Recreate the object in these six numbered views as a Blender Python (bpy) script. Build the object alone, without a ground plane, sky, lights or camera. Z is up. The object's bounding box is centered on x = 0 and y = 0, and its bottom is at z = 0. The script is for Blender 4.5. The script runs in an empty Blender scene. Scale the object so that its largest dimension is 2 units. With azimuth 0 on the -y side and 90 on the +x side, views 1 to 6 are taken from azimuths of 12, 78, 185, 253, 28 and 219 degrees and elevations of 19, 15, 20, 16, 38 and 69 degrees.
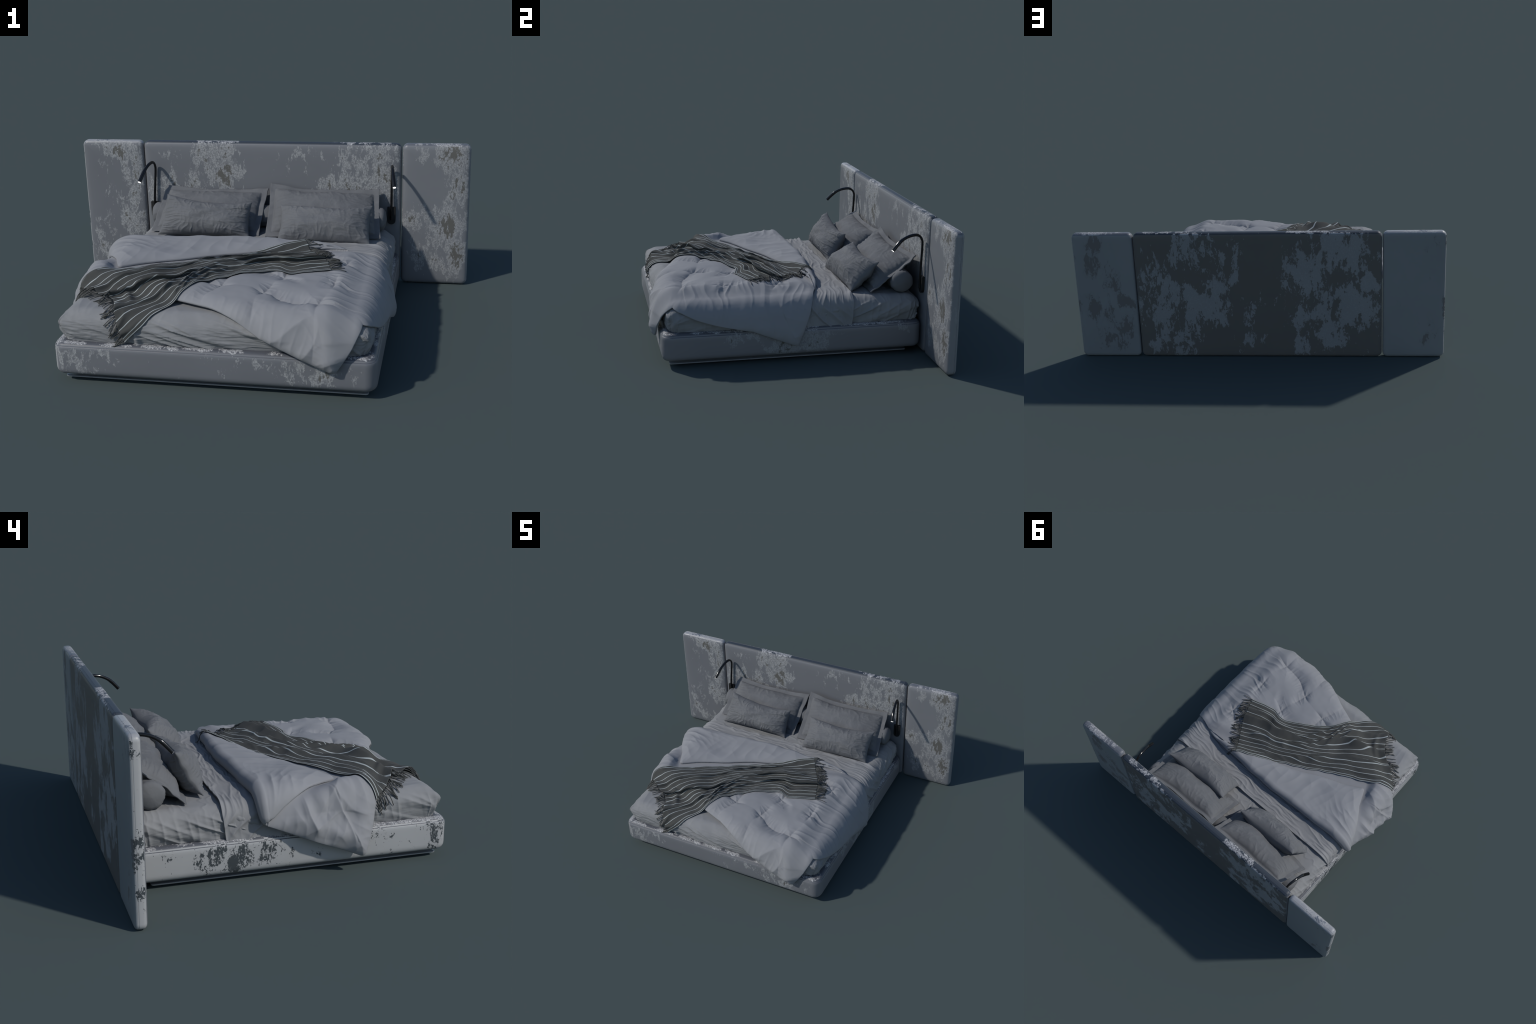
"""A low upholstered double bed with a wide three-panel headboard, rumpled
bedding, four pillows, a striped throw and two gooseneck reading lamps."""
import bpy, math
import numpy as np
from mathutils import Vector
from mathutils.bvhtree import BVHTree

rng = np.random.default_rng(7)

# --------------------------------------------------------------- noise tools
def _hash(ix, iy, seed):
    h = (ix.astype(np.int64) * 374761393 + iy.astype(np.int64) * 668265263 + seed * 974711) & 0xFFFFFFFF
    h = ((h ^ (h >> 13)) * 1274126177) & 0xFFFFFFFF
    return ((h ^ (h >> 16)) & 0xFFFF) / 65535.0 * 2 * math.pi

def perlin(x, y, seed=0):
    x, y = np.broadcast_arrays(np.asarray(x, float), np.asarray(y, float))
    ix, iy = np.floor(x), np.floor(y)
    fx, fy = x - ix, y - iy
    def g(ox, oy):
        a = _hash(ix + ox, iy + oy, seed)
        return np.cos(a) * (fx - ox) + np.sin(a) * (fy - oy)
    ux, uy = fx ** 3 * (fx * (6 * fx - 15) + 10), fy ** 3 * (fy * (6 * fy - 15) + 10)
    a = g(0, 0) * (1 - ux) + g(1, 0) * ux
    b = g(0, 1) * (1 - ux) + g(1, 1) * ux
    return (a * (1 - uy) + b * uy) * 1.5

def fbm(x, y, seed=0, octaves=4, rough=0.5):
    s, a = 0, 1.0
    for k in range(octaves):
        s = s + a * perlin(x * 2 ** k, y * 2 ** k, seed + 17 * k)
        a *= rough
    return s

def ridged(x, y, seed=0, sharp=2.0):
    """Soft crests: 1 on a crease line of the noise, falling to 0."""
    return np.clip(1 - np.abs(perlin(x, y, seed)) * 2.2, 0, 1) ** sharp

def sstep(a, b, x):
    t = np.clip((x - a) / (b - a), 0, 1)
    return t * t * (3 - 2 * t)

# ---------------------------------------------------------------- mesh tools
def link(obj, parent=None):
    bpy.context.scene.collection.objects.link(obj)
    if parent is not None:
        obj.parent = parent
    return obj

def empty(name):
    o = bpy.data.objects.new(name, None)
    o.empty_display_size = 0.05
    return link(o)

def mesh_object(name, verts, faces, mats, parent=None, smooth=True, idx=None, angle=None):
    me = bpy.data.meshes.new(name)
    me.from_pydata([tuple(v) for v in np.asarray(verts)], [], [tuple(int(i) for i in f) for f in faces])
    for m in mats if isinstance(mats, (list, tuple)) else [mats]:
        me.materials.append(m)
    if idx is not None:
        me.polygons.foreach_set("material_index", np.asarray(idx, np.int32))
    if smooth:
        me.polygons.foreach_set("use_smooth", np.ones(len(me.polygons), bool))
    if angle is not None:
        me.set_sharp_from_angle(angle=math.radians(angle))
    me.update()
    return link(bpy.data.objects.new(name, me), parent)

def grid_faces(nu, nv, off=0, flip=False):
    i = (np.arange(nu - 1)[:, None] * nv + np.arange(nv - 1)[None, :]).ravel() + off
    f = np.stack([i, i + nv, i + nv + 1, i + 1], 1)
    return f[:, ::-1] if flip else f

def slab(top, bot):
    """Closed sheet from two (nu, nv, 3) grids; returns verts, faces."""
    nu, nv = top.shape[:2]
    n = nu * nv
    v = np.concatenate([top.reshape(-1, 3), bot.reshape(-1, 3)])
    rim = np.concatenate([np.arange(nv), np.arange(1, nu) * nv + nv - 1, (nu - 1) * nv + np.arange(nv - 2, -1, -1), np.arange(nu - 2, 0, -1) * nv])
    r2 = np.roll(rim, -1)
    side = np.stack([rim, r2, r2 + n, rim + n], 1)
    return v, np.concatenate([grid_faces(nu, nv), grid_faces(nu, nv, n, True), side])

def rounded_rect(hx, hy, r, n=10):
    """Outline points of a rounded rectangle, counter-clockwise."""
    pts = []
    for cx, cy, a0 in ((hx - r, hy - r, 0), (-hx + r, hy - r, 90), (-hx + r, -hy + r, 180), (hx - r, -hy + r, 270)):
        for k in range(n + 1):
            a = math.radians(a0 + 90 * k / n)
            pts.append((cx + r * math.cos(a), cy + r * math.sin(a)))
    return np.array(pts)

def cushion_block(name, mat, cx, cy, hx, hy, r, profile, to3d, parent):
    """Rounded block lofted through rings: profile = [(inset, height)]."""
    rings = []
    for inset, h in profile:
        q = rounded_rect(hx - inset, hy - inset, max(r - inset, 0.004))
        rings.append([to3d(cx + a, cy + b, h) for a, b in q])
    n, m = len(rings[0]), len(rings)
    v = np.array(rings).reshape(-1, 3)
    f = []
    for k in range(m - 1):
        for i in range(n):
            j = (i + 1) % n
            f.append((k * n + i, k * n + j, (k + 1) * n + j, (k + 1) * n + i))
    f.append(tuple(range(n))[::-1])
    f.append(tuple((m - 1) * n + i for i in range(n)))
    o = mesh_object(name, v, f, mat, parent, angle=50)
    return o

def tube_mesh(path, radii, sides=10, cap=True):
    path = np.asarray(path, float)
    n = len(path)
    t = np.gradient(path, axis=0)
    t /= np.linalg.norm(t, axis=1)[:, None] + 1e-12
    ref = np.array([1.0, 0.13, 0.07]) if abs(t[0][0]) < 0.8 else np.array([0.1, 0.1, 1.0])
    a = np.cross(t, ref); a /= np.linalg.norm(a, axis=1)[:, None]
    b = np.cross(t, a)
    ang = np.arange(sides) * 2 * math.pi / sides
    r = np.broadcast_to(np.asarray(radii, float), (n,))
    v = path[:, None] + r[:, None, None] * (np.cos(ang)[None, :, None] * a[:, None] + np.sin(ang)[None, :, None] * b[:, None])
    f = []
    for k in range(n - 1):
        for i in range(sides):
            j = (i + 1) % sides
            f.append((k * sides + i, (k + 1) * sides + i, (k + 1) * sides + j, k * sides + j))
    if cap:
        f.append(tuple(range(sides)))
        f.append(tuple((n - 1) * sides + i for i in range(sides))[::-1])
    return v.reshape(-1, 3), f

def catmull(pts, n):
    p = np.asarray(pts, float)
    p = np.concatenate([[2 * p[0] - p[1]], p, [2 * p[-1] - p[-2]]])
    out = []
    for t in np.linspace(0, len(p) - 3 - 1e-9, n):
        i = int(t); f = t - i
        a, b, c, d = p[i:i + 4]
        out.append(0.5 * (2 * b + (c - a) * f + (2 * a - 5 * b + 4 * c - d) * f * f + (3 * b - a - 3 * c + d) * f ** 3))
    return np.array(out)

# ----------------------------------------------------------------- materials
class Nodes:
    def __init__(self, name):
        self.mat = bpy.data.materials.new(name)
        self.mat.use_nodes = True
        self.t = self.mat.node_tree
        self.bsdf = self.t.nodes["Principled BSDF"]
        self.coord = self.t.nodes.new("ShaderNodeTexCoord").outputs["Object"]
    def set(self, sock, val):
        if hasattr(val, "is_output"):
            self.t.links.new(val, sock)
        elif isinstance(val, (tuple, list)) and sock.type == "RGBA" and len(val) == 3:
            sock.default_value = (*val, 1)
        else:
            sock.default_value = val
    def node(self, kind, **ins):
        n = self.t.nodes.new(kind)
        for k, v in ins.items():
            self.set(n.inputs[k.replace("_", " ")], v)
        return n
    def math(self, op, a, b=0.0, c=None, clamp=False):
        n = self.t.nodes.new("ShaderNodeMath")
        n.operation, n.use_clamp = op, clamp
        self.set(n.inputs[0], a); self.set(n.inputs[1], b)
        if c is not None:
            self.set(n.inputs[2], c)
        return n.outputs[0]
    def mapping(self, loc=(0, 0, 0), scale=(1, 1, 1), rot=(0, 0, 0), kind="POINT", vec=None):
        n = self.t.nodes.new("ShaderNodeMapping")
        n.vector_type = kind
        self.set(n.inputs["Vector"], vec if vec is not None else self.coord)
        n.inputs["Location"].default_value = loc
        n.inputs["Rotation"].default_value = rot
        n.inputs["Scale"].default_value = scale
        return n.outputs[0]
    def noise(self, scale, detail=4, rough=0.5, dist=0.0, stretch=(1, 1, 1), loc=(0, 0, 0), rot=(0, 0, 0)):
        v = self.mapping(loc, stretch, rot)
        return self.node("ShaderNodeTexNoise", Vector=v, Scale=scale, Detail=detail, Roughness=rough, Distortion=dist).outputs["Fac"]
    def ramp(self, x, a, b):
        n = self.t.nodes.new("ShaderNodeMapRange")
        n.interpolation_type = "SMOOTHSTEP"
        self.set(n.inputs[0], x)
        n.inputs[1].default_value, n.inputs[2].default_value = a, b
        return n.outputs[0]
    def mix(self, f, a, b):
        n = self.t.nodes.new("ShaderNodeMix")
        n.data_type = "RGBA"
        self.set(n.inputs[0], f); self.set(n.inputs[6], a); self.set(n.inputs[7], b)
        return n.outputs[2]
    def bump(self, height, strength, distance):
        n = self.node("ShaderNodeBump", Height=height, Strength=strength, Distance=distance)
        self.t.links.new(n.outputs[0], self.bsdf.inputs["Normal"])
    def p(self, **kw):
        for k, v in kw.items():
            self.set(self.bsdf.inputs[k.replace("_", " ")], v)

def fabric(name, col, col2, rough=0.9, spec=0.2, weave=900, sheen=0.0, crush=0.25, blotch=6, crimp=None):
    m = Nodes(name)
    f = m.noise(blotch, 5, 0.6)
    c = m.mix(m.ramp(f, 0.35, 0.65), col, col2)
    m.p(Base_Color=c, Roughness=rough, Specular_IOR_Level=spec, Sheen_Weight=sheen, Sheen_Roughness=0.5)
    fine = m.noise(weave, 2, 0.5)
    cr = m.noise(55, 4, 0.6, 1.2, crimp) if crimp else m.noise(70, 4, 0.6, 0.8)
    m.bump(m.math("ADD", m.math("MULTIPLY", fine, 0.25), cr), crush, 0.002)
    return m.mat

def worn_velvet(name, blobs, faces, thresh=0.47, rough=0.5):
    """Smooth napped cloth with rubbed patches: a pale speckled rim round darker
    cores.  blobs = [(x, y, z, rx, ry, rz, w)] say where the rubbed clusters sit,
    noise frays them.  faces: side -> (nap colour, pale rub, dark rub, core step);
    each side, by normal, has its own colours, fitted to how bright it looks."""
    m = Nodes(name)
    field = None
    for (x, y, z, rx, ry, rz, w) in blobs:
        v = m.mapping((x, y, z), (rx, ry, rz), kind="TEXTURE")
        g = m.t.nodes.new("ShaderNodeTexGradient"); g.gradient_type = "SPHERICAL"
        m.set(g.inputs[0], v)
        s = m.math("MULTIPLY", m.math("POWER", g.outputs["Fac"], 0.8), 0.84 * w)
        field = s if field is None else m.math("MAXIMUM", field, s)
    n1 = m.noise(7.5, 9, 0.65, 0.5, (1.35, 1, 0.62), rot=(0, 0.3, 0))
    n2 = m.noise(30, 7, 0.75, 0.4, (1.35, 1, 0.65), rot=(0, 0.3, 0))
    n3 = m.noise(120, 3, 0.7, 0.3, (1.2, 1, 0.75))
    fray = m.math("ADD", m.math("MULTIPLY", m.math("SUBTRACT", n1, 0.5), 2.1), m.math("MULTIPLY", m.math("SUBTRACT", n2, 0.5), 1.75))
    fray = m.math("ADD", fray, m.math("MULTIPLY", m.math("SUBTRACT", n3, 0.5), 0.35))
    F = m.math("ADD", field, fray)
    speckle = m.math("ADD", m.math("MULTIPLY", m.math("SUBTRACT", n2, 0.5), 2.4), m.math("MULTIPLY", m.math("SUBTRACT", n3, 0.5), 1.2))
    geo = m.t.nodes.new("ShaderNodeNewGeometry")
    sep = m.node("ShaderNodeSeparateXYZ", Vector=geo.outputs["Normal"])
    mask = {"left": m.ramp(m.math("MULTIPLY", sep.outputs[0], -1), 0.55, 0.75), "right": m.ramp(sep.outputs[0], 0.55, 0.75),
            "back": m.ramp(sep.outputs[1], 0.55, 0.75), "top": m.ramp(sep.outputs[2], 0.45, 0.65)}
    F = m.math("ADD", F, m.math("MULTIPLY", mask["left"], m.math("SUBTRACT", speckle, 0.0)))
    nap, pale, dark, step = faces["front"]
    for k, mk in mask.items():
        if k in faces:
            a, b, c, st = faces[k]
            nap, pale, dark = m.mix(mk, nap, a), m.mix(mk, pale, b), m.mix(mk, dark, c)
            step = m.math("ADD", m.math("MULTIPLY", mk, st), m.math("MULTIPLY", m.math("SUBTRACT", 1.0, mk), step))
    patch = m.ramp(F, thresh, thresh + 0.05)
    core = m.ramp(m.math("SUBTRACT", F, step), thresh, thresh + 0.06)
    speck = m.ramp(m.noise(150, 3, 0.7, 0.4, (1.2, 1, 0.8)), 0.40, 0.60)
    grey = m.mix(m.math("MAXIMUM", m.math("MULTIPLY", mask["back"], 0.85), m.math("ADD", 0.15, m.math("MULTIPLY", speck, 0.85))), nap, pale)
    matt = m.mix(core, grey, dark)
    tone = m.math("ADD", 0.94, m.math("MULTIPLY", m.noise(5, 3), 0.12))
    hsv = m.node("ShaderNodeHueSaturation", Color=m.mix(patch, nap, matt), Value=tone)
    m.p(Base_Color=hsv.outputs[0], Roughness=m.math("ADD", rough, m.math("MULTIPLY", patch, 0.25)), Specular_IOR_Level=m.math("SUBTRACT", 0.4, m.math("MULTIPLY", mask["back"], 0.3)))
    m.bump(m.math("SUBTRACT", patch, m.math("MULTIPLY", core, 0.6)), 0.45, 0.0010)
    return m.mat

PERIOD = 0.83           # the wear pattern repeats across the wide panel
front = [(-0.31, 0.66, .13, .12, 1.0), (-0.25, 0.55, .10, .11, 1.1), (-0.46, 0.64, .07, .07, .65), (-0.56, 0.645, .05, .05, .6),
         (-0.51, 0.50, .11, .10, .9), (-0.40, 0.49, .10, .10, 1.0), (-0.21, 0.70, .05, .04, .75), (0.15, 0.66, .07, .08, .65),
         (0.05, 0.63, .05, .07, .6), (0.19, 0.58, .06, .06, .55), (-0.62, 0.42, .05, .14, .8)]
front += [(x + PERIOD, z, a, b, w) for x, z, a, b, w in front[:7] + [front[10]]] + [(0.34, 0.42, .1, .1, .9)]
back = [(0.56, 0.50, .13, .20, .9), (0.36, 0.60, .16, .16, .95), (0.30, 0.30, .13, .12, 1.1), (0.23, 0.42, .10, .10, .9), (0.38, 0.37, .12, .12, .8),
        (0.20, 0.60, .10, .08, .75), (0.12, 0.65, .07, .07, .7), (0.54, 0.24, .12, .10, .9), (0.46, 0.12, .13, .13, .9), (0.58, 0.07, .08, .07, .8),
        (0.11, 0.46, .08, .08, .65), (0.07, 0.28, .07, .09, .65), (-0.03, 0.33, .06, .06, .6), (0.06, 0.10, .08, .07, .6)]
back += [(x - PERIOD, z, a, b, w) for x, z, a, b, w in back[:10]]
def on_y(items, y):
    return [(x, y, z, 1.55 * a, 0.03, 1.55 * b, w) for x, z, a, b, w in items]
blobs_mid = on_y(front, 0.664) + on_y(back, 0.7185) + [(x, 0.695, 0.722, .14, .05, .012, 1.0) for x in (-0.30, -0.22, 0.55, 0.48)]
blobs_left = on_y([(-0.79, 0.67, .13, .10, .95), (-0.73, 0.60, .10, .12, .95), (-0.90, 0.58, .08, .10, .7), (-0.76, 0.28, .13, .10, 1.0), (-0.86, 0.22, .11, .11, .85),
                   (-0.72, 0.43, .07, .14, .8), (-0.92, 0.15, .06, .08, .7), (-0.83, 0.42, .06, .10, .65), (-0.85, 0.08, .12, .08, .7)], 0.664)
blobs_left += on_y([(-.90, .65, .04, .05, .7), (-.96, .66, .03, .05, .75), (-.86, .22, .03, .04, .6), (-.92, .20, .03, .04, .65), (-.96, .14, .03, .05, .75), (-.90, .10, .04, .05, .65)], 0.7185)
blobs_left += [(-1.0, 0.695, z, .03, .05, r, .95) for z, r in ((0.66, .05), (0.34, .06), (0.27, .07), (0.15, .05))] + [(-.85, .695, .722, .2, .05, .015, .9)]
blobs_right = on_y([(0.78, 0.67, .07, .06, .75), (0.84, 0.66, .06, .06, .75), (0.95, 0.67, .09, .12, 1.0), (0.96, 0.52, .07, .16, .95), (0.90, 0.32, .13, .10, 1.15),
                    (0.95, 0.15, .09, .13, 1.1), (0.84, 0.11, .07, .08, .9), (0.76, 0.15, .06, .08, .8), (0.74, 0.33, .07, .09, .75), (0.82, 0.24, .12, .1, .8)], 0.664)
blobs_right += on_y([(.86, .68, .06, .08, .95), (.90, .29, .06, .08, .95), (.83, .26, .06, .07, .9), (.85, .11, .06, .08, .95), (.75, .19, .06, .08, .95), (.81, .46, .06, .1, .8), (.75, .33, .07, .06, .85), (.90, .55, .06, .1, .7), (.78, .08, .05, .06, .7)], 0.7185) + [(.85, .695, .722, .2, .05, .015, 1.0)] + [(1.0, .70, z, .04, .06, .12, .8) for z in (.6, .3, .12)]
bfront = [(-0.60, .11, .10, .08, 1.3), (-0.48, .12, .10, .08, 1.25), (-0.55, .06, .09, .06, 1.2), (0.01, .15, .05, .05, .85), (0.05, .10, .04, .06, .7), (0.13, .15, .04, .05, .75),
          (0.26, .12, .10, .08, 1.25), (0.36, .10, .11, .08, 1.3), (0.45, .09, .11, .07, 1.25), (0.55, .11, .08, .07, 1.1)]
bleft = [(0.35, .11, .06, .06, 1.0), (0.30, .14, .04, .04, .85), (0.23, .08, .07, .06, 1.05), (0.11, .13, .05, .06, .95), (-0.35, .14, .04, .05, .9), (-0.62, .10, .035, .09, 1.0), (0.52, .14, .04, .03, .7)]
bright = [(-0.34, .14, .07, .05, .9), (-0.24, .15, .04, .04, .8), (-0.07, .10, .12, .08, 1.2), (0.10, .11, .12, .08, 1.15), (0.55, .15, .05, .04, .7)]
blobs_base = [(x, -0.70, z, 1.55 * a, .03, 1.55 * b, w) for x, z, a, b, w in bfront]
blobs_base += [(-0.67, y, z, .03, 1.55 * a, 1.55 * b, w) for y, z, a, b, w in bleft]
blobs_base += [(0.67, y, z, .03, 1.55 * a, 1.55 * b, w) for y, z, a, b, w in bright]
blobs_base += [(x, -0.67, .178, r, .04, .014, 1.0) for x, r in ((-.57, .15), (-.36, .20), (-.2, .18), (-.05, .12), (0.08, .10), (.26, .07), (.38, .08), (.58, .12))]
blobs_base += [(s * 0.65, y, .178, .05, .34, .014, 1.15) for s in (-1, 1) for y in (-.45, -.05, .35)]

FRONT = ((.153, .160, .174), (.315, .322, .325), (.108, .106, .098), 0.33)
GREY_SIDE = ((.178, .178, .188), (.25, .26, .265), (.10, .098, .09), 0.38)
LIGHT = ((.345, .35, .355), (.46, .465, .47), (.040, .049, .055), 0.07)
MID = dict(front=FRONT, back=((.122, .118, .112), (.235, .245, .255), (.25, .25, .26), 0.9), top=((.035, .045, .06), (.45, .45, .46), (.36, .36, .36), 0.9), left=GREY_SIDE, right=GREY_SIDE)
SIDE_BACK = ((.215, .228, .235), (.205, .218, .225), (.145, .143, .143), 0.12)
LEFT = dict(front=FRONT, back=SIDE_BACK, left=LIGHT, right=GREY_SIDE, top=((.30, .305, .32), (.40, .40, .40), (.12, .14, .17), 0.25))
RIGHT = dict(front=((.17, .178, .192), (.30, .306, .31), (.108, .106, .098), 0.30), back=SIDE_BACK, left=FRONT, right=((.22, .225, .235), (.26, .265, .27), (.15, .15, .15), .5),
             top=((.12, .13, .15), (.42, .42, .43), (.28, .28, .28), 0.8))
BASE = dict(front=FRONT, left=LIGHT, right=GREY_SIDE, back=GREY_SIDE, top=((.085, .09, .105), (.44, .44, .445), (.26, .26, .26), 0.9))
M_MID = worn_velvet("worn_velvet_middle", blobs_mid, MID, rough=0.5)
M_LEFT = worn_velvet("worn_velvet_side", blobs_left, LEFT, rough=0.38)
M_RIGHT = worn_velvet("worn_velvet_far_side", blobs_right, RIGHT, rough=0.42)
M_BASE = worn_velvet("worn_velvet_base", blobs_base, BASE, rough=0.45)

M_COVER = fabric("mattress_cover", (0.220, 0.224, 0.230), (0.245, 0.249, 0.254))
M_SHEET = fabric("top_sheet_cotton", (0.225, 0.228, 0.235), (0.25, 0.253, 0.26))
M_DUVET = fabric("duvet_cotton", (0.246, 0.250, 0.262), (0.258, 0.262, 0.275), crush=0.04)
M_PILLOW = fabric("pillow_linen", (0.126, 0.130, 0.137), (0.141, 0.145, 0.152), crush=0.40, crimp=(1.6, 0.7, 0.7))
M_THROW = fabric("throw_wool", (0.056, 0.0575, 0.055), (0.066, 0.0675, 0.0645), crush=0.15, weave=1400)
M_STRIPE = fabric("throw_stripe_yarn", (0.33, 0.36, 0.36), (0.40, 0.43, 0.43), crush=0.1)
M_FRINGE = fabric("throw_fringe_yarn", (0.052, 0.054, 0.051), (0.09, 0.092, 0.088), crush=0.1, blotch=60)

def plain(name, col, rough, metal=0.0, emit=0.0, coat=0.0):
    m = Nodes(name)
    v = m.noise(40, 3)
    m.p(Base_Color=m.mix(v, tuple(0.85 * c for c in col), col), Roughness=rough, Metallic=metal, Coat_Weight=coat)
    if emit:
        m.p(Emission_Color=(1, 0.98, 0.95), Emission_Strength=emit)
    return m.mat
M_BLACK = plain("black_lacquer", (0.006, 0.006, 0.0065), 0.14)
M_MATT = plain("matt_black_plate", (0.004, 0.004, 0.004), 0.7)
M_LENS = plain("lit_lens", (0.9, 0.9, 0.9), 0.4, emit=2.0)
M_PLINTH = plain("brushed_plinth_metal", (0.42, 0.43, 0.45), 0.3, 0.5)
M_DARK = plain("shade_block_black", (0.02, 0.02, 0.02), 0.9)

# ----------------------------------------------------- drape over the mattress
XE, YF, YH, R, ZT = 0.570, -0.592, 0.590, 0.060, 0.303
def drape(X, Y, h, tmax=80.0, head=False, tight=0.0):
    """Flat cloth coordinates -> surface of the mattress block, h above it."""
    tm = np.radians(tmax + tight * (X > 0))
    dx = np.maximum(np.abs(X) - XE, 0) * np.sign(X)
    dy = -np.maximum(YF - Y, 0)
    if head:
        dy = dy + np.maximum(Y - YH, 0)
    hyp = np.hypot(dx, dy) + 1e-9
    d = np.maximum(np.abs(dx), np.abs(dy))
    ux, uy = dx / hyp, dy / hyp
    th = np.minimum(d / R, tm)
    rest = np.maximum(d - R * tm, 0)
    out = R * np.sin(th) + rest * np.cos(tm)
    down = R * (1 - np.cos(th)) + rest * np.sin(tm)
    crown = 0.011 * np.clip(1 - (X / 0.62) ** 4, 0, 1) * np.clip(1 - (np.clip(Y, -.62, .3) / 0.66) ** 4, 0, 1)
    n = np.stack([ux * np.sin(th), uy * np.sin(th), np.cos(th)], -1)
    p = np.stack([np.clip(X, -XE, XE) + ux * out, (np.clip(Y, YF, YH) if head else np.maximum(Y, YF)) + uy * out, ZT + crown - down], -1)
    return p + n * np.asarray(h)[..., None], n

# ------------------------------------------------------------------- the bed
bed = empty("bed")
bed["label"] = "low grey upholstered double bed with wide headboard"
bed["category"] = "bed"

def up(x, y, h):
    return (x, y, h)
def outy(x, z, y):
    return (x, y, z)

base_profile = [(0.06, 0.0305), (0.034, 0.0310), (0.022, 0.0330), (0.0130, 0.0372), (0.0065, 0.0430), (0.0025, 0.0500), (0.0006, 0.0580), (0.0, 0.066), (0.0, 0.10), (0.0, 0.140), (0.0004, 0.150),
                (0.0018, 0.1575), (0.0038, 0.1615), (0.0056, 0.1620), (0.0060, 0.1635), (0.0085, 0.1685), (0.0135, 0.1730), (0.021, 0.1758), (0.030, 0.1765), (0.06, 0.1755), (0.09, 0.170)]
cushion_block("bed_base", M_BASE, 0, (-0.684 + 0.658) / 2, 0.664, (0.684 + 0.658) / 2, 0.050, base_profile, up, bed)
cushion_block("plinth", M_PLINTH, 0, -0.03, 0.628, 0.616, 0.012, [(0.0015, 0.0105), (0, 0.0115), (0, 0.0160), (0.0015, 0.0168)], up, bed)
cushion_block("added_shade_block", M_DARK, 0, -0.03, 0.600, 0.590, 0.01, [(0, 0.0), (0, 0.0300)], up, bed)  # unseen block added under the plate, black to stand for the shade there

def head_panel(mat, x0, x1):
    prof = [(0.05, 0.7185), (0.020, 0.7183), (0.011, 0.7166), (0.005, 0.7130), (0.0015, 0.7085), (0.0002, 0.7040), (0.0014, 0.7028), (0.0002, 0.7016), (0.0, 0.698), (0.0, 0.686),
            (0.0010, 0.6810), (0.0040, 0.6758), (0.009, 0.6716), (0.016, 0.6688), (0.030, 0.6666), (0.06, 0.6652), (0.10, 0.6645)]
    prof = [(i, y) for i, y in prof][::-1]
    return cushion_block("headboard_panel", mat, (x0 + x1) / 2, 0.3615, (x1 - x0) / 2, 0.3615, 0.028, prof, outy, bed)
head_panel(M_MID, -0.6645, 0.6645)
head_panel(M_LEFT, -1.0, -0.6685)
head_panel(M_RIGHT, 0.6685, 1.0)

# mattress with a wrinkled fitted cover
def mattress():
    nx, ny = 500, 510
    LX, LYF, LYH = XE + 0.190, 0.190, 0.185
    X, Y = np.meshgrid(np.linspace(-LX, LX, nx), np.linspace(YF - LYF, YH + LYH, ny), indexing="ij")
    dx, dy = np.maximum(np.abs(X) - XE, 0), np.maximum(YF - Y, 0) + np.maximum(Y - YH, 0)
    side = sstep(0.035, 0.10, np.maximum(dx, dy))
    onx = dx > dy
    along = np.where(onx, Y, X)
    down = np.maximum(dx, dy)
    h = 0.0025 * fbm(X * 4, Y * 4, 3)
    # fine horizontal creases and a few slanting pulls on the sides
    h += side * np.where(onx, 0.0008, 0.0022) * (ridged(along * 3.5, down * 60 + 2 * perlin(along * 4, 0, 13), 11) + ridged(along * 6 + 3, down * 95, 12) - 0.6)
    slant = np.where(onx, along * 9 + down * 22, along * 8 - down * 24)
    big = ridged(slant, down * 4, 21, 1.5)
    amp = np.where(onx, 0.009, 0.012 * sstep(-0.35, -0.15, X) + 0.003)
    h += side * amp * big
    h += side * 0.012 * np.exp(-((X + 0.315 - (down - .10) * 0.25) / 0.013) ** 2) * (dy > dx) * sstep(0.06, 0.17, down)
    # vertical pulls towards the head
    h += side * 0.004 * ridged(along * 24 + down * 6, down * 3, 31, 1.5) * onx
    h -= side * 0.010 * sstep(0.13, 0.185, down)
    h += side * 0.006 * np.sin(np.clip(down / 0.18, 0, 1) * math.pi)
    # top creases
    top = 1 - side
    h += top * 0.0022 * ridged(X * 5 + 2 * fbm(X * 3, Y * 3, 8), Y * 22, 41) * sstep(0.25, 0.3, Y)
    h += top * 0.0014 * ridged(X * 16, Y * 5, 42) * (Y < -0.3)
    P, n = drape(X, Y, h, 92.0, True)
    # pulled-out corner of the cover at the foot
    for sx in (-1, 1):
        c = np.exp(-(((X - sx * (XE + 0.08)) / 0.045) ** 2 + ((Y - (YF - 0.08)) / 0.045) ** 2))
        P += c[..., None] * np.array([sx * 0.015, -0.012, 0.003]) * (1.0 if sx < 0 else 0.35)
    P[..., 2] = np.maximum(P[..., 2], 0.1735)
    rim = np.concatenate([np.arange(ny), np.arange(1, nx) * ny + ny - 1, (nx - 1) * ny + np.arange(ny - 2, -1, -1), np.arange(nx - 2, 0, -1) * ny])
    f = [tuple(q) for q in grid_faces(nx, ny)] + [tuple(rim)]
    mesh_object("mattress", P.reshape(-1, 3), f, M_COVER, bed)
    return P
Pm = mattress()

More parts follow.
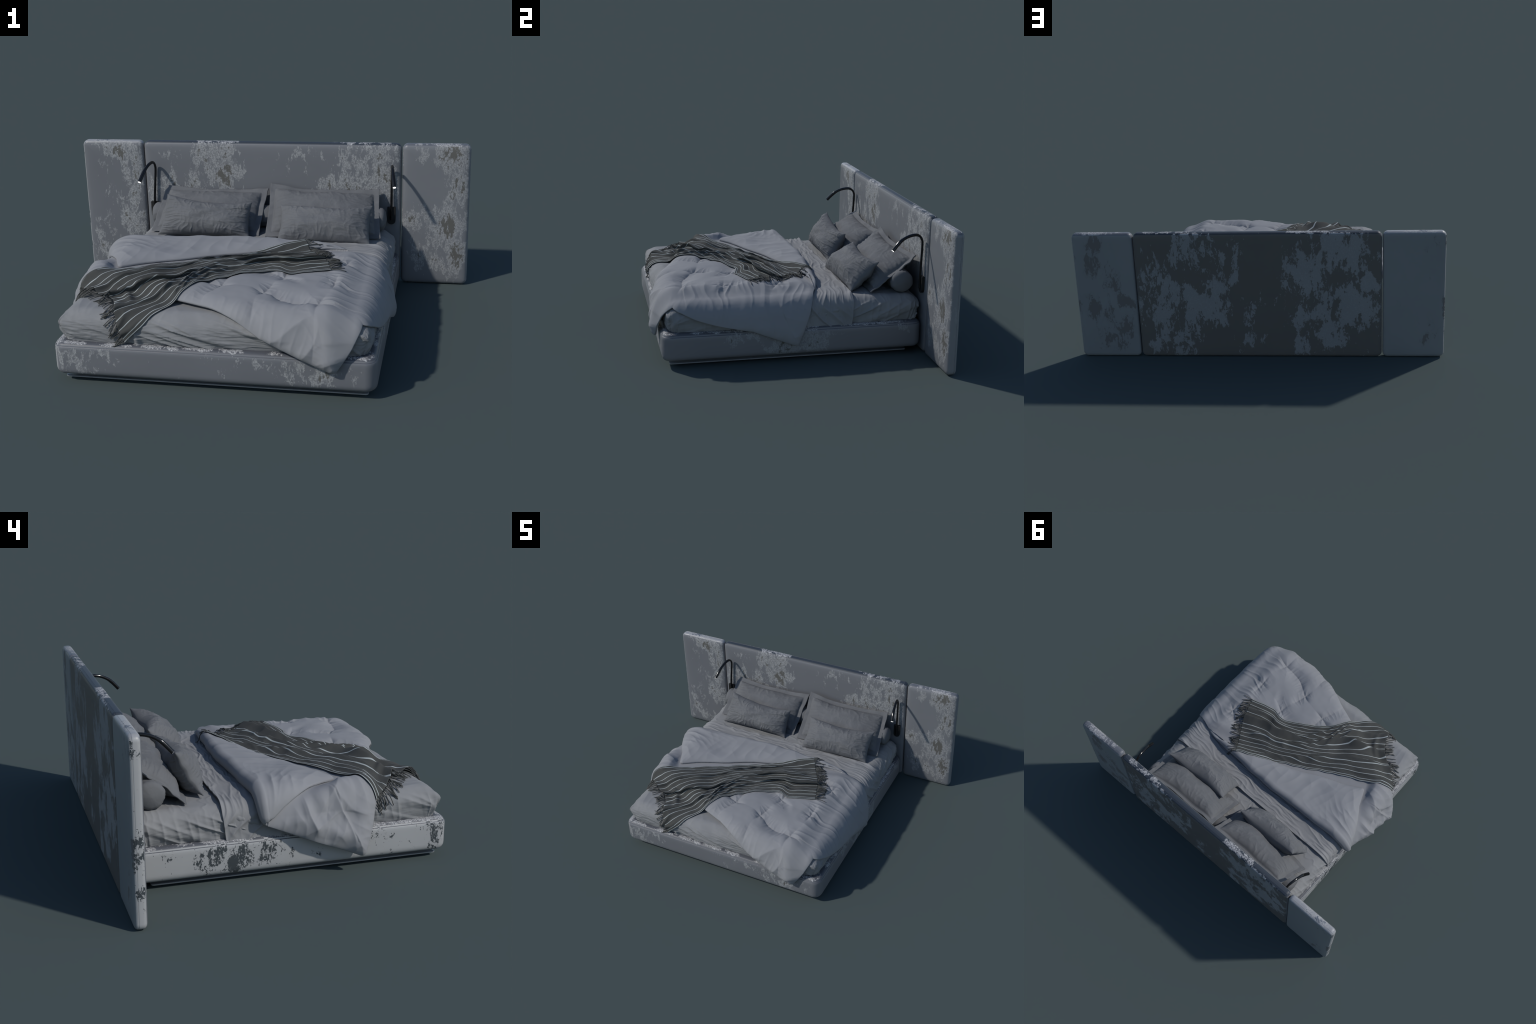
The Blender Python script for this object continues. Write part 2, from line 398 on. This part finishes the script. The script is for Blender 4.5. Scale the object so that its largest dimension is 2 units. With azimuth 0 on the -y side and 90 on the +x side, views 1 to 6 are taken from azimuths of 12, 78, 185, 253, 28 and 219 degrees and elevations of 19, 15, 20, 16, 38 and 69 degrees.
# ------------------------------------------------------------- bolster roll
def bolster():
    n, m = 150, 64
    t = np.linspace(0, 1, n)
    x = -0.603 + 1.206 * t
    e = np.minimum(t, 1 - t) * 1.206
    r = 0.058 * (1 - np.clip(1 - e / 0.035, 0, 1) ** 2.6) ** 0.5 + 0.0004
    seam = 1 - 0.035 * np.exp(-((e - 0.036) / 0.003) ** 2)
    a = np.linspace(0, 2 * math.pi, m, endpoint=False)
    X, A = np.meshgrid(x, a, indexing="ij")
    E = np.broadcast_to(e[:, None], X.shape)
    rr = (r * seam)[:, None] * (1 + 0.05 * fbm(X * 10, np.sin(A) * 1.5, 55) + 0.05 * ridged(A * 3.2, X * 14, 57) * np.exp(-((E - .05) / .05) ** 2))
    v = np.stack([X, 0.568 + rr * np.cos(A), 0.366 + rr * 0.98 * np.sin(A)], -1).reshape(-1, 3)
    f = [(k * m + i, k * m + (i + 1) % m, (k + 1) * m + (i + 1) % m, (k + 1) * m + i) for k in range(n - 1) for i in range(m)]
    f += [tuple(range(m))[::-1], tuple((n - 1) * m + i for i in range(m))]
    o = mesh_object("bolster", v, [g[::-1] for g in f], M_PILLOW)
    o["label"] = "long round grey bolster cushion along the headboard"
    o["category"] = "bolster"
bolster()

# ------------------------------------------------------------------- pillows
def pillow(corners, thick, seed, flange=0.0, pinch=0.055, sag=0.0, ear=None, grow=1.0):
    """corners TL, TR, BR, BL seen from the foot; u runs left-right, v bottom-top."""
    tl, tr, br, bl = [np.array(c, float) for c in corners]
    nu, nv = 170, 110
    cen = (tl + tr + br + bl) / 4
    tl, tr, br, bl = [cen + (c - cen) * grow for c in (tl, tr, br, bl)]
    u, v = np.meshgrid(np.linspace(-1, 1, nu), np.linspace(-1, 1, nv), indexing="ij")
    W, H = np.linalg.norm(tr - tl), np.linalg.norm(tl - bl)
    wob = 0.012 * perlin(u * 2.2 + seed, v * 1.7, seed)
    uu = u * (1 - pinch * 0.8 * (1 - v * v) + wob * (1 - np.abs(u)) )
    vv = v * (1 - pinch * 1.3 * (1 - u * u) + wob * 2)
    a, b = (uu + 1) / 2, (vv + 1) / 2
    mid = (bl * 1)[None, None] * ((1 - a) * (1 - b))[..., None] + br * (a * (1 - b))[..., None] + tl * ((1 - a) * b)[..., None] + tr * (a * b)[..., None]
    ex, ey = (tr + br - tl - bl), (tl + tr - bl - br)
    N = np.cross(ex, ey); N /= np.linalg.norm(N)
    if N[1] > 0:
        N = -N
    ey = ey / np.linalg.norm(ey); ex = ex / np.linalg.norm(ex)
    fu, fv = 1 - 2 * flange / W, 1 - 2 * flange / H
    iu, iv = np.clip(np.abs(u) / fu, 0, 1), np.clip(np.abs(v) / fv, 0, 1)
    body = ((1 - iu ** 2.6) * (1 - iv ** 2.4)) ** 0.62
    e = np.minimum((1 - iu) * W / 2, (1 - iv) * H / 2)
    soft = fbm(u * 2.1 + seed, v * 1.6, seed + 2, 2)
    # wrinkles that radiate from seams and corners
    lr = np.exp(-(1 - iu) * W / 2 / 0.07); tb = np.exp(-(1 - iv) * H / 2 / 0.05)
    wr = lr * ridged(v * 6 + 0.6 * soft, u * 1.5, seed + 5, 1.4) + tb * ridged(u * 6.5 + 0.6 * soft, v * 1.8, seed + 6, 1.4)
    wr = wr * sstep(0.0, 0.02, e)
    crush = ridged(u * 6 + 2 * v + soft, v * 3.0 - u, seed + 9, 2.0) + 0.6 * ridged(u * 15 + 5 * v, v * 8 - 3 * u, seed + 10, 2)
    t = thick * body * (1 + 0.10 * soft) + body ** 0.4 * (0.009 * wr + 0.0009 * crush) + 0.0016
    shape = 0.010 * perlin(u * 1.6 + 5, v * 1.3, seed + 20) + 0.006 * np.abs(u) ** 4 * perlin(u * 3, v * 2.5, seed + 30)
    fl = np.clip((np.maximum(np.abs(u) - fu, 0) / (1 - fu + 1e-9)) + (np.maximum(np.abs(v) - fv, 0) / (1 - fv + 1e-9)), 0, 1) if flange else 0 * u
    shape = shape + fl * 0.004 * perlin(u * 5, v * 5, seed + 33)
    if flange:  # stitched groove where body meets flange
        g = np.minimum(np.abs(np.abs(u) - fu) * W / 2 + 10 * (np.abs(v) > fv + .01), np.abs(np.abs(v) - fv) * H / 2 + 10 * (np.abs(u) > fu + .01))
        t = t - 0.0030 * np.exp(-(g / 0.0035) ** 2) * body ** 0.01 + 0.0014 * fl
    mid = mid + N * shape[..., None] - ey * (sag * np.cos(u * math.pi / 2) * np.clip(v, 0, 1))[..., None]
    if ear is not None:
        mid = mid + np.array(ear) * (sstep(0.3, 1.0, -u) * sstep(0.2, 1, v))[..., None]
    fr, bk = mid + N * t[..., None] * 1.05, mid - N * t[..., None] * 0.9
    # nothing sinks into the mattress
    for q in (fr, bk):
        lo = 0.3165
        q[..., 2] = np.where(q[..., 2] < lo, lo + (q[..., 2] - lo) * 0.12, q[..., 2])
        q[..., 1] = np.minimum(q[..., 1], 0.663)
    vv_, ff = slab(fr, bk)
    o = mesh_object("pillow", vv_, ff, M_PILLOW)
    o["category"] = "pillow"
    return o

for cs, seed, ear in ((((-.543, .648, .492), (-.002, .635, .493), (-.010, .392, .316), (-.572, .420, .316)), 101, None),
                      (((.011, .628, .512), (.559, .645, .493), (.587, .400, .316), (.025, .372, .316)), 202, (0, 0, 0.012))):
    o = pillow(cs, 0.062, seed, flange=0.026, pinch=0.02, sag=0.012, ear=ear)
    o["label"] = "large grey linen pillow with flat stitched flange"
for cs, seed in ((((-.478, .447, .500), (-.052, .448, .464), (-.050, .338, .320), (-.507, .344, .322)), 303),
                 (((.095, .445, .462), (.540, .449, .463), (.541, .302, .320), (.104, .282, .322)), 404)):
    o = pillow(cs, 0.066, seed, pinch=0.065, sag=0.013, grow=1.015)
    o["label"] = "small grey crushed linen pillow with pointed corners"

# ------------------------------------------------------------ flat top sheet
def top_sheet():
    nx, ny = 420, 260
    X, Y = np.meshgrid(np.linspace(-XE - 0.200, XE + 0.200, nx), np.linspace(-0.30, 0.296, ny), indexing="ij")
    Y = Y + (0.004 * perlin(X * 5, 0 * X, 61)) * sstep(0.2, 0.296, Y) - 0.012 * sstep(.62, .77, np.abs(X))
    down = np.maximum(np.abs(X) - XE, 0)
    side = sstep(0.03, 0.09, down)
    warp = fbm(X * 3, Y * 3, 62, 3)
    h = 0.0055 + 0.0045 * ridged(Y * 15 - X * 2.2 + 2.0 * warp, X * 2.0, 63, 1.6) + 0.0035 * ridged(Y * 30 + X * 3 + warp, X * 4, 64, 1.6)
    h = h * (1 - 0.6 * side) + 0.003 * side
    fan = Y * 14 + down * 20 * np.sign(X) * 0.3 + 0.5 * warp
    h += side * 0.009 * ridged(Y * 12 - down * 11 + 0.5 * warp, down * 3, 65, 1.3)
    h += (1 - side) * sstep(0.45, 0.6, np.abs(X)) * 0.0032 * ridged(Y * 26 + 1.2 * warp, X * 3, 66, 1.3)
    edge = np.exp(-((0.296 - Y) / 0.012) ** 2)
    h += 0.003 * edge
    T, n = drape(X, Y, h + 0.004, 86.0)
    B, n = drape(X, Y, np.maximum(h - 0.001, 0.0015), 86.0)
    v, f = slab(T, B)
    o = mesh_object("bed_sheet", v, f, M_SHEET)
    o["label"] = "thin wrinkled pale grey sheet across the mattress"
    o["category"] = "bed sheet"
    return v, f
sheet_v, sheet_f = top_sheet()

# --------------------------------------------------------------------- duvet
A0 = np.array([0.503, -0.812])
E1 = np.array([-0.929, 0.370]); E1 /= np.linalg.norm(E1)
E2 = np.array([0.370, 0.929]); E2 /= np.linalg.norm(E2)
DW, DL, YFOLD, RF = 1.45, 0.870, 0.128, 0.0175
def duvet():
    nu, nv = 520, 360
    u, v = np.meshgrid(np.linspace(0, DW, nu), np.linspace(0, DL, nv), indexing="ij")
    # soft corners
    rc = 0.020
    p, q = np.clip(1 - np.minimum(u, DW - u) / rc, 0, 1), np.clip(1 - np.minimum(v, DL - v) / rc, 0, 1)
    u, v = np.where(u < DW / 2, u + rc * (p - p * np.sqrt(1 - q * q / 2)), u - rc * (p - p * np.sqrt(1 - q * q / 2))), np.where(v < DL / 2, v + rc * (q - q * np.sqrt(1 - p * p / 2)), v - rc * (q - q * np.sqrt(1 - p * p / 2)))
    # slightly wavy hems
    eu, ev = np.minimum(u, DW - u), np.minimum(v, DL - v)
    e = np.minimum(eu, ev)
    e = np.minimum(e, np.where((eu < rc) & (ev < rc), np.maximum(rc - np.hypot(rc - eu, rc - ev), 0), 1))
    bow = 0.012 * np.sin(math.pi * u / DW) ** 1 * sstep(0.2, 0, v)
    X = A0[0] + u * E1[0] + v * E2[0] + bow * E2[0]
    Y = A0[1] + u * E1[1] + v * E2[1] + bow * E2[1]
    out = 0.040 * np.sin(math.pi * np.clip(v / 0.62, 0, 1)) * np.exp(-u / 0.10)
    X, Y = X - out * E1[0], Y - out * E1[1]
    yf = YFOLD + 0.012 * np.cos(X * 4 + 0.5) + 0.006 * perlin(X * 6, 0 * X, 71)
    s = Y - yf
    main = s <= 0
    arc = (s > 0) & (s < math.pi * RF)
    flap = s >= math.pi * RF
    phi = np.clip(s / RF, 0, math.pi)
    past = np.maximum(s - math.pi * RF, 0)
    # quilting
    wob = 0.05
    us = u + wob * perlin(u * 4, v * 4, 72) - 0.25 * (v - 0.3)
    vs = v + wob * perlin(u * 4 + 9, v * 4, 73)
    cell = 0.235
    du = np.abs((us - 0.19) / cell - np.round((us - 0.19) / cell)) * cell
    dv = np.abs((vs - 0.19) / cell - np.round((vs - 0.19) / cell)) * cell
    du = np.where(us < 0.10, 1, du); dv = np.where(vs < 0.08, 1, dv)
    su = 0.05 + 0.95 * sstep(-0.20, 0.40, perlin(u * 5 + 3, v * 5, 74))
    sv = 0.05 + 0.95 * sstep(-0.20, 0.40, perlin(u * 5 + 13, v * 5 + 7, 75))
    knot = np.exp(-(np.hypot(du, dv) / 0.05) ** 2)
    cut = np.maximum(np.exp(-(du / 0.020)) * np.maximum(su, knot), np.exp(-(dv / 0.020)) * np.maximum(sv, knot))
    wide = np.maximum(np.exp(-(du / 0.055) ** 2) * su, np.exp(-(dv / 0.055) ** 2) * sv)
    pucker = wide * (ridged(v * 34 + 0.5 * perlin(u * 9, v * 9, 76), u * 8, 77, 1.2) * (du < dv) + ridged(u * 34 + .5 * perlin(u * 9, v * 9, 76), v * 8, 78, 1.2) * (dv <= du))
    vm = (X - A0[0]) * E2[0] + (2 * yf - Y - A0[1]) * E2[1]
    um = (X - A0[0]) * E1[0] + (2 * yf - Y - A0[1]) * E1[1]
    covered = sstep(DL + 0.06, DL - 0.02, vm) * main * sstep(DW + 0.04, DW - 0.02, um)
    open_ = 1 - covered
    side = sstep(0.0, 0.07, np.maximum(np.abs(X) - XE, YF - Y))
    puff = (1 - 0.55 * sstep(0.44, 0.60, X)) * (0.027 * (1 - 0.70 * cut) * (1 - 0.40 * wide) - 0.004 + 0.0032 * pucker + 0.0045 * fbm(u * 4, v * 4, 79, 3)) * (1 - 0.5 * side)
    # gathers: short pleats running over the right edge and at the hems
    right = np.exp(-((X - 0.54) / 0.10) ** 2) * (Y > -0.56)
    left = np.exp(-((X + 0.58) / 0.09) ** 2)
    pl = ridged(Y * 17 + X * 3 + 0.7 * perlin(X * 7, Y * 7, 80), X * 4, 81, 1.3)
    gather = 0.008 * right * pl + 0.011 * left * ridged(Y * 11 + X * 5 + .5 * perlin(X * 6, Y * 6, 83), X * 4, 82, 1.3)
    hemw = np.exp(-e / 0.05)
    al = np.where(eu < ev, v, u)
    gather = gather + 0.005 * hemw * ridged(al * 22, e * 8, 84, 1.3)
    # big folds where it hangs at the front and at the left tip
    gather = gather + side * 0.010 * ridged(al * 7 + e * 3, e * 3, 85, 1.4)
    # heavy swinging folds below the left edge
    lhang = sstep(-0.50, -0.66, X)
    gather = gather + lhang * (0.024 * ridged(Y * 7 + 1.5 * X + .6 * perlin(X * 5, Y * 5, 183), X * 2.0, 182, 0.9) + 0.006 * ridged(Y * 15 - 4 * X, X * 5, 184, 1.2)) * sstep(0.005, 0.07, e)
    gather = gather + lhang * 0.010 * np.exp(-((e - 0.06) / 0.035) ** 2)
    tap = 1 - np.exp(-(e / 0.030))
    tau = 0.0035 + 0.0085 * tap + 0.005 * side * (1 - np.exp(-(e / 0.014)))
    top_t = tau + (puff * open_ + 0.0) * tap + gather * open_ * (0.25 + 0.75 * tap)
    top_t = np.maximum(top_t, 0.002)
    # the turned-back flap shows the other side: smooth, softly creased
    fl = (flap | arc)
    fw = sstep(-0.01, 0.05, s)
    lf = np.exp(-((X + 0.60) / 0.12) ** 2)
    bot_t = tau + fw * tap * (0.006 * np.exp(-np.hypot(X + 0.66, Y - 0.10) / 0.16) * ridged(np.arctan2(Y - 0.16, X + 0.70) * 5.0, np.hypot(X + .66, Y - .1) * 3, 288, 1.2) + 0.005 + 0.005 * fbm(u * 4, v * 4, 86, 3) + 0.010 * lf * ridged(u * 11 + v * 7 + .5 * perlin(u * 5, v * 5, 87), v * 3, 88, 1.3)
                              + 0.009 * ridged(u * 8 - v * 5, v * 4, 89, 1.5) * np.exp(-np.maximum(DL - v, 0) / 0.12) + 0.0025 * ridged(u * 5 + v * 3, v * 5, 189, 1.8))
    hc = 0.010 + 0.011
    slim = 1 - 0.55 * sstep(0.46, 0.58, X) * (0.55 + 0.45 * sstep(0.78, 0.68, X))
    hc = 0.004 + (hc - 0.004) * slim
    top_t = top_t * slim
    bot_t = bot_t * slim
    rise = RF * (1 - np.cos(phi))
    settle = sstep(0, 0.16, past) * 0.008 + (1 - tap) * 0.008 * flap
    c = hc + rise - settle
    Yc = np.where(main, Y, np.where(arc, yf + RF * np.sin(phi), yf - past))
    ny, nh = -np.sin(phi), np.cos(phi)
    Yt, ht = Yc + ny * top_t, c + nh * top_t
    Yb, hb = Yc - ny * bot_t, c - nh * bot_t
    hb = np.where(main, np.maximum(hb, 0.010 * slim), hb)
    # loose lip of the un-folded head corner
    lip = 0.014 * np.exp(-(((X - 0.56) / 0.09) ** 2 + ((Y - 0.09) / 0.05) ** 2)) * main
    T, _ = drape(X, Yt, ht + lip, tight=9)
    B, _ = drape(X, Yb, hb + lip, tight=9)
    # hanging hems swing a little
    for P in (T, B):
        k = sstep(0.26, 0.12, P[..., 2])
        lean = sstep(0.305, 0.175, P[..., 2])      # leans out over the rail
        P[..., 0] += (X > XE) * (Y > YF - .03) * 0.029 * lean
        P[..., 0] -= (X < -XE) * (0.024 * lean + k * 0.014 * (1 + perlin(Y * 8, 0 * Y, 90)))
        P[..., 1] -= (Y < YF) * 0.032 * lean
    vv, ff = slab(T, B)
    o = mesh_object("duvet", vv, ff, M_DUVET)
    o["label"] = "puffy pale grey quilted duvet turned back, hanging over edges"
    o["category"] = "duvet"
    return vv, ff
duv_v, duv_f = duvet()

# --------------------------------------------------------------- striped throw
nm = Pm.shape
allv = np.concatenate([duv_v, sheet_v, Pm.reshape(-1, 3)])
allf = np.concatenate([duv_f, sheet_f + len(duv_v), grid_faces(nm[0], nm[1], len(duv_v) + len(sheet_v))])
bvh = BVHTree.FromPolygons(allv.tolist(), allf.tolist())
def rest_height(X, Y):
    P, n = drape(X, Y, np.full(X.shape, 0.35))
    h = np.zeros(X.shape)
    for i in np.ndindex(X.shape):
        hit = bvh.ray_cast(Vector(P[i]), Vector(-n[i]), 0.6)
        h[i] = 0.35 - hit[3] if hit[0] is not None else 0.0
    return h
def blur(a, k):
    for _ in range(k):
        p = np.pad(a, 1, mode="edge")
        a = (p[1:-1, 1:-1] * 4 + p[:-2, 1:-1] * 2 + p[2:, 1:-1] * 2 + p[1:-1, :-2] * 2 + p[1:-1, 2:] * 2 + p[:-2, :-2] + p[2:, 2:] + p[:-2, 2:] + p[2:, :-2]) / 16
    return a

def throw():
    back_e = [(.262, .138), (.142, .074), (.003, 0), (-.173, -.093), (-.355, -.195), (-.486, -.255), (-.638, -.352)]
    front_e = [(.430, -.217), (.282, -.258), (.205, -.243), (.130, -.265), (-.010, -.350), (-.095, -.425), (-.165, -.545), (-.250, -.645), (-.350, -.745)]
    right_e = [(.262, .138), (.315, .045), (.380, -.07), (.430, -.217)]
    left_e = [(-.638, -.352), (-.575, -.435), (-.475, -.500), (-.425, -.560), (-.390, -.645), (-.350, -.745)]
    NS, K = 260, 14
    hw = 0.0035                                  # half width of a stripe in w
    ws, row_mat = [0.0], []
    cents = [0.006] + [(i + 0.5) / K for i in range(K)] + [0.994]
    for c in cents:
        a, b = max(c - hw, 0.0), min(c + hw, 1.0)
        if a > ws[-1] + 1e-6:
            fill = np.linspace(ws[-1], a, 9)[1:]
            ws += list(fill); row_mat += [0] * len(fill)
        ws.append((a + b) / 2); ws.append(b); row_mat += [1, 1]
    if ws[-1] < 1 - 1e-6:
        fill = np.linspace(ws[-1], 1, 3)[1:]
        ws += list(fill); row_mat += [0] * len(fill)
    ws = np.array(ws)
    s1 = np.linspace(0, 1, NS)
    S, Wd = np.meshgrid(s1, ws, indexing="ij")
    cb, cf = catmull(back_e, 400), catmull(front_e, 400)
    cr, cl = catmull(right_e, 200), catmull(left_e, 200)
    def arclen(c):
        d = np.concatenate([[0], np.cumsum(np.linalg.norm(np.diff(c, axis=0), axis=1))])
        return d / d[-1]
    def at(c, t):
        L = arclen(c)
        return np.stack([np.interp(t, L, c[:, k]) for k in (0, 1)], -1)
    def coons(S, W):
        b, f, r, l = at(cb, S), at(cf, S), at(cr, W), at(cl, W)
        W_, S_ = W[..., None], S[..., None]
        P00, P01, P10, P11 = cb[0], cf[0], cb[-1], cf[-1]
        return (1 - W_) * b + W_ * f + (1 - S_) * r + S_ * l - ((1 - S_) * (1 - W_) * P00 + (1 - S_) * W_ * P01 + S_ * (1 - W_) * P10 + S_ * W_ * P11)
    # fold ridges: polyline in (s, w), half width, height, lean
    folds = [(((.30, .40), (.48, .50), (.62, .68), (.74, .95)), .034, .0125, 0.5),
             (((.34, .50), (.50, .60), (.60, .74), (.70, .98)), .030, .0150, 0.5),
             (((.30, .62), (.45, .70), (.54, .82), (.62, .98)), .030, .0135, 0.5),
             (((.55, .48), (.70, .66), (.82, .86)), .034, .0100, 0.4),
             (((.00, .58), (.25, .60), (.45, .60)), 0.028, 0.0284, 1.3),
             (((.56, .60), (.75, .56), (1.0, .42)), 0.030, 0.0257, 1.3),
             (((.08, .40), (.25, .42), (.48, .42)), 0.030, 0.0189, 1.0),
             (((.14, .06), (.35, .12), (.60, .26)), 0.033, 0.0175, 1.0),
             (((.50, .28), (.75, .30), (1.0, .24)), 0.035, 0.0162, 1.0),
             (((.70, .76), (.85, .74), (1.0, .70)), 0.035, 0.0175, 1.0),
             (((.00, .80), (.15, .82), (.34, .84)), 0.035, 0.0121, 0.8)]
    wl = Wd + 0.012 * perlin(S * 7, Wd * 3, 92)
    H = np.zeros_like(S); SH = np.zeros_like(S)
    for pts, wd, ht, lean in folds:
        p = np.array(pts)
        c = np.interp(S, p[:, 0], p[:, 1])
        on = sstep(p[0, 0] - .06, p[0, 0] + .10, S) * sstep(p[-1, 0] + .06, p[-1, 0] - .12, S)
        if p[0, 0] <= 0.01: on = sstep(p[-1, 0] + .06, p[-1, 0] - .12, S)
        if p[-1, 0] >= 0.99: on = sstep(p[0, 0] - .06, p[0, 0] + .10, S)
        g = 0.95 * ht * on * np.exp(-((wl - c) / wd) ** 2)
        H += g; SH += lean * g
    # left end puckers across the weave, small lengthwise ripples everywhere
    H += 0.004 * ridged(Wd * 9 + 0.5 * perlin(S * 5, Wd * 5, 93), S * 5, 94, 1.3) + 0.0025 * fbm(S * 8, Wd * 7, 95, 3)
    endl = np.exp(-((1 - S) / 0.10) ** 2)
    H += endl * 0.010 * ridged(Wd * 7 + 2.0, S * 6, 96, 1.2)
    H += 0.012 * np.exp(-((S - 0.93) / 0.018) ** 2) * sstep(.2, .35, Wd) * sstep(.75, .6, Wd)
    H *= 0.35 + 0.65 * sstep(0, 0.06, np.minimum(Wd, 1 - Wd)) 
    P2 = coons(S, np.clip(Wd, 0, 1))
    dirw = np.gradient(P2, axis=1); dirw /= np.linalg.norm(dirw, axis=2)[..., None] + 1e-9
    P2 = P2 + dirw * SH[..., None]
    wig = 0.006 * perlin(S * 14, Wd * 2, 97) * sstep(0.1, 0, np.minimum(Wd, 1 - Wd))
    P2 = P2 + dirw * wig[..., None]
    # rest height sampled coarsely under the cloth
    cs, cw = np.linspace(0, 1, 110), np.linspace(0, 1, 56)
    CS, CW = np.meshgrid(cs, cw, indexing="ij")
    C2 = coons(CS, CW)
    raw = rest_height(C2[..., 0], C2[..., 1])
    hs = np.maximum(blur(raw, 12), raw * 0.6 + 0.4 * blur(raw, 5))
    hs = blur(np.maximum(hs, raw), 2)
    fi, fj = S * 109, Wd * 55
    i0, j0 = np.minimum(fi.astype(int), 108), np.minimum(fj.astype(int), 54)
    a, b = fi - i0, fj - j0
    base = hs[i0, j0] * (1 - a) * (1 - b) + hs[i0 + 1, j0] * a * (1 - b) + hs[i0, j0 + 1] * (1 - a) * b + hs[i0 + 1, j0 + 1] * a * b
    h = base + H + 0.0035
    T, n = drape(P2[..., 0], P2[..., 1], h + 0.0025)
    B, n = drape(P2[..., 0], P2[..., 1], h)
    v, f = slab(T, B)
    per = len(ws) - 1
    mat = np.array(row_mat, int)
    nface = (NS - 1) * per
    idx = np.zeros(len(f), int)
    idx[:nface] = np.tile(mat, NS - 1)
    idx[nface:2 * nface] = np.tile(mat, NS - 1)
    o = mesh_object("throw_blanket", v, f, [M_THROW, M_STRIPE], None, True, idx)
    o["label"] = "dark grey throw with thin pale stripes and fringe"
    o["category"] = "throw blanket"
    # fringe
    vs, fs, off = [], [], 0
    r2 = np.random.default_rng(5)
    for end, (k, sgn) in enumerate(((0, -1), (NS - 1, 1))):
        pe = P2[k]; q = P2[k - sgn * 3]
        outd = pe - q; outd /= np.linalg.norm(outd, axis=1)[:, None]
        hh = h[k]
        n_t = 66
        for j in range(n_t):
            w = (j + 0.5 + r2.uniform(-.3, .3)) / n_t
            p0 = np.array([np.interp(w, ws, pe[:, c]) for c in (0, 1)])
            d0 = np.array([np.interp(w, ws, outd[:, c]) for c in (0, 1)])
            d0 = d0 * 0.5 + 0.5 * outd.mean(0); d0 /= np.linalg.norm(d0)
            h0 = np.interp(w, ws, hh)
            ang = 0.75 * perlin(w * 11.0 + end * 40, 3.3, 98) + r2.normal(0, 0.10)
            L = 0.060 * r2.uniform(0.85, 1.12)
            nseg = 7
            t = np.linspace(0, 1, nseg)
            bend = r2.normal(0, 0.25)
            a_ = ang + bend * t
            dx, dy = d0[0] * np.cos(a_) - d0[1] * np.sin(a_), d0[0] * np.sin(a_) + d0[1] * np.cos(a_)
            px = p0[0] + np.concatenate([[0], np.cumsum(dx[:-1])]) * L / (nseg - 1)
            py = p0[1] + np.concatenate([[0], np.cumsum(dy[:-1])]) * L / (nseg - 1)
            rh = rest_height(px, py) + 0.0026 + 0.002 * r2.uniform(0, 1)
            lift = r2.uniform(0, 0.010) * np.sin(t * math.pi)
            hz = np.maximum(rh, h0 * (1 - t * 1.6) + rh * t * 1.6) * (t < .6) + rh * (t >= .6)
            hz = np.convolve(np.pad(hz, 1, mode="edge"), [.25, .5, .25], "valid") + lift
            path, _ = drape(px, py, hz + 0.0005)
            tv, tf = tube_mesh(path, 0.0022 * (1 - 0.2 * t), 5)
            vs.append(tv); fs += [tuple(i + off for i in ff) for ff in tf]; off += len(tv)
    fr = mesh_object("fringe", np.concatenate(vs), fs, M_FRINGE, o)
    fr["kind"] = "stuff"
throw()

# -------------------------------------------------------------- reading lamps
def lamp(sx, tip_dx):
    x0 = sx * 0.619
    top = empty("reading_lamp")
    top.parent = bed
    # plate: straight top, round bottom
    w, zt, zb, y0, y1 = 0.0205, 0.404, 0.315, 0.652, 0.668
    out = [(x0 - w, zt), (x0 + w, zt)]
    for k in range(0, 17):
        a = -math.pi * k / 16
        out.append((x0 + w * math.cos(a), zb + w + w * math.sin(a)))
    out = out[::-1]
    n = len(out)
    v = [(x, y0, z) for x, z in out] + [(x, y1, z) for x, z in out]
    f = [tuple(range(n))[::-1], tuple(range(n, 2 * n))] + [(i, (i + 1) % n, n + (i + 1) % n, n + i) for i in range(n)]
    pl = mesh_object("wall_plate", v, [g[::-1] for g in f], M_MATT, top, smooth=False)
    b = pl.modifiers.new("edge", "BEVEL"); b.width = 0.0012; b.segments = 2; b.limit_method = "ANGLE"
    xa = x0 if sx > 0 else x0 + 0.003
    xb = x0 if sx > 0 else -0.603
    pts = [(xa, 0.648, 0.340), (xa, 0.649, 0.42), ((xa + xb) / 2, 0.651, 0.50), (xb, 0.652, 0.575), (xb, 0.647, 0.600), (xb + tip_dx * .04, 0.634, 0.616), (xb + tip_dx * .16, 0.612, 0.6235),
           (xb + tip_dx * .35, 0.575, 0.618), (xb + tip_dx * .55, 0.540, 0.602), (xb + tip_dx * .74, 0.515, 0.581), (xb + tip_dx, 0.487, 0.550)]
    path = catmull(pts, 90)
    t = np.linspace(0, 1, 90)
    r = 0.0060 + 0.0020 * sstep(0.46, 0.60, t) + 0.0016 * sstep(0.76, 0.86, t)
    tv, tf = tube_mesh(path, r, 16)
    mesh_object("gooseneck_arm", tv, tf, M_BLACK, top, angle=60)
    d = path[-1] - path[-2]; d /= np.linalg.norm(d)
    lv, lf = tube_mesh([path[-1] - d * 0.0030, path[-1] + d * 0.0003], [0.0070, 0.0078], 20)
    mesh_object("lens", lv, lf, M_LENS, top, angle=40)
lamp(1, 0.024)
lamp(-1, -0.036)
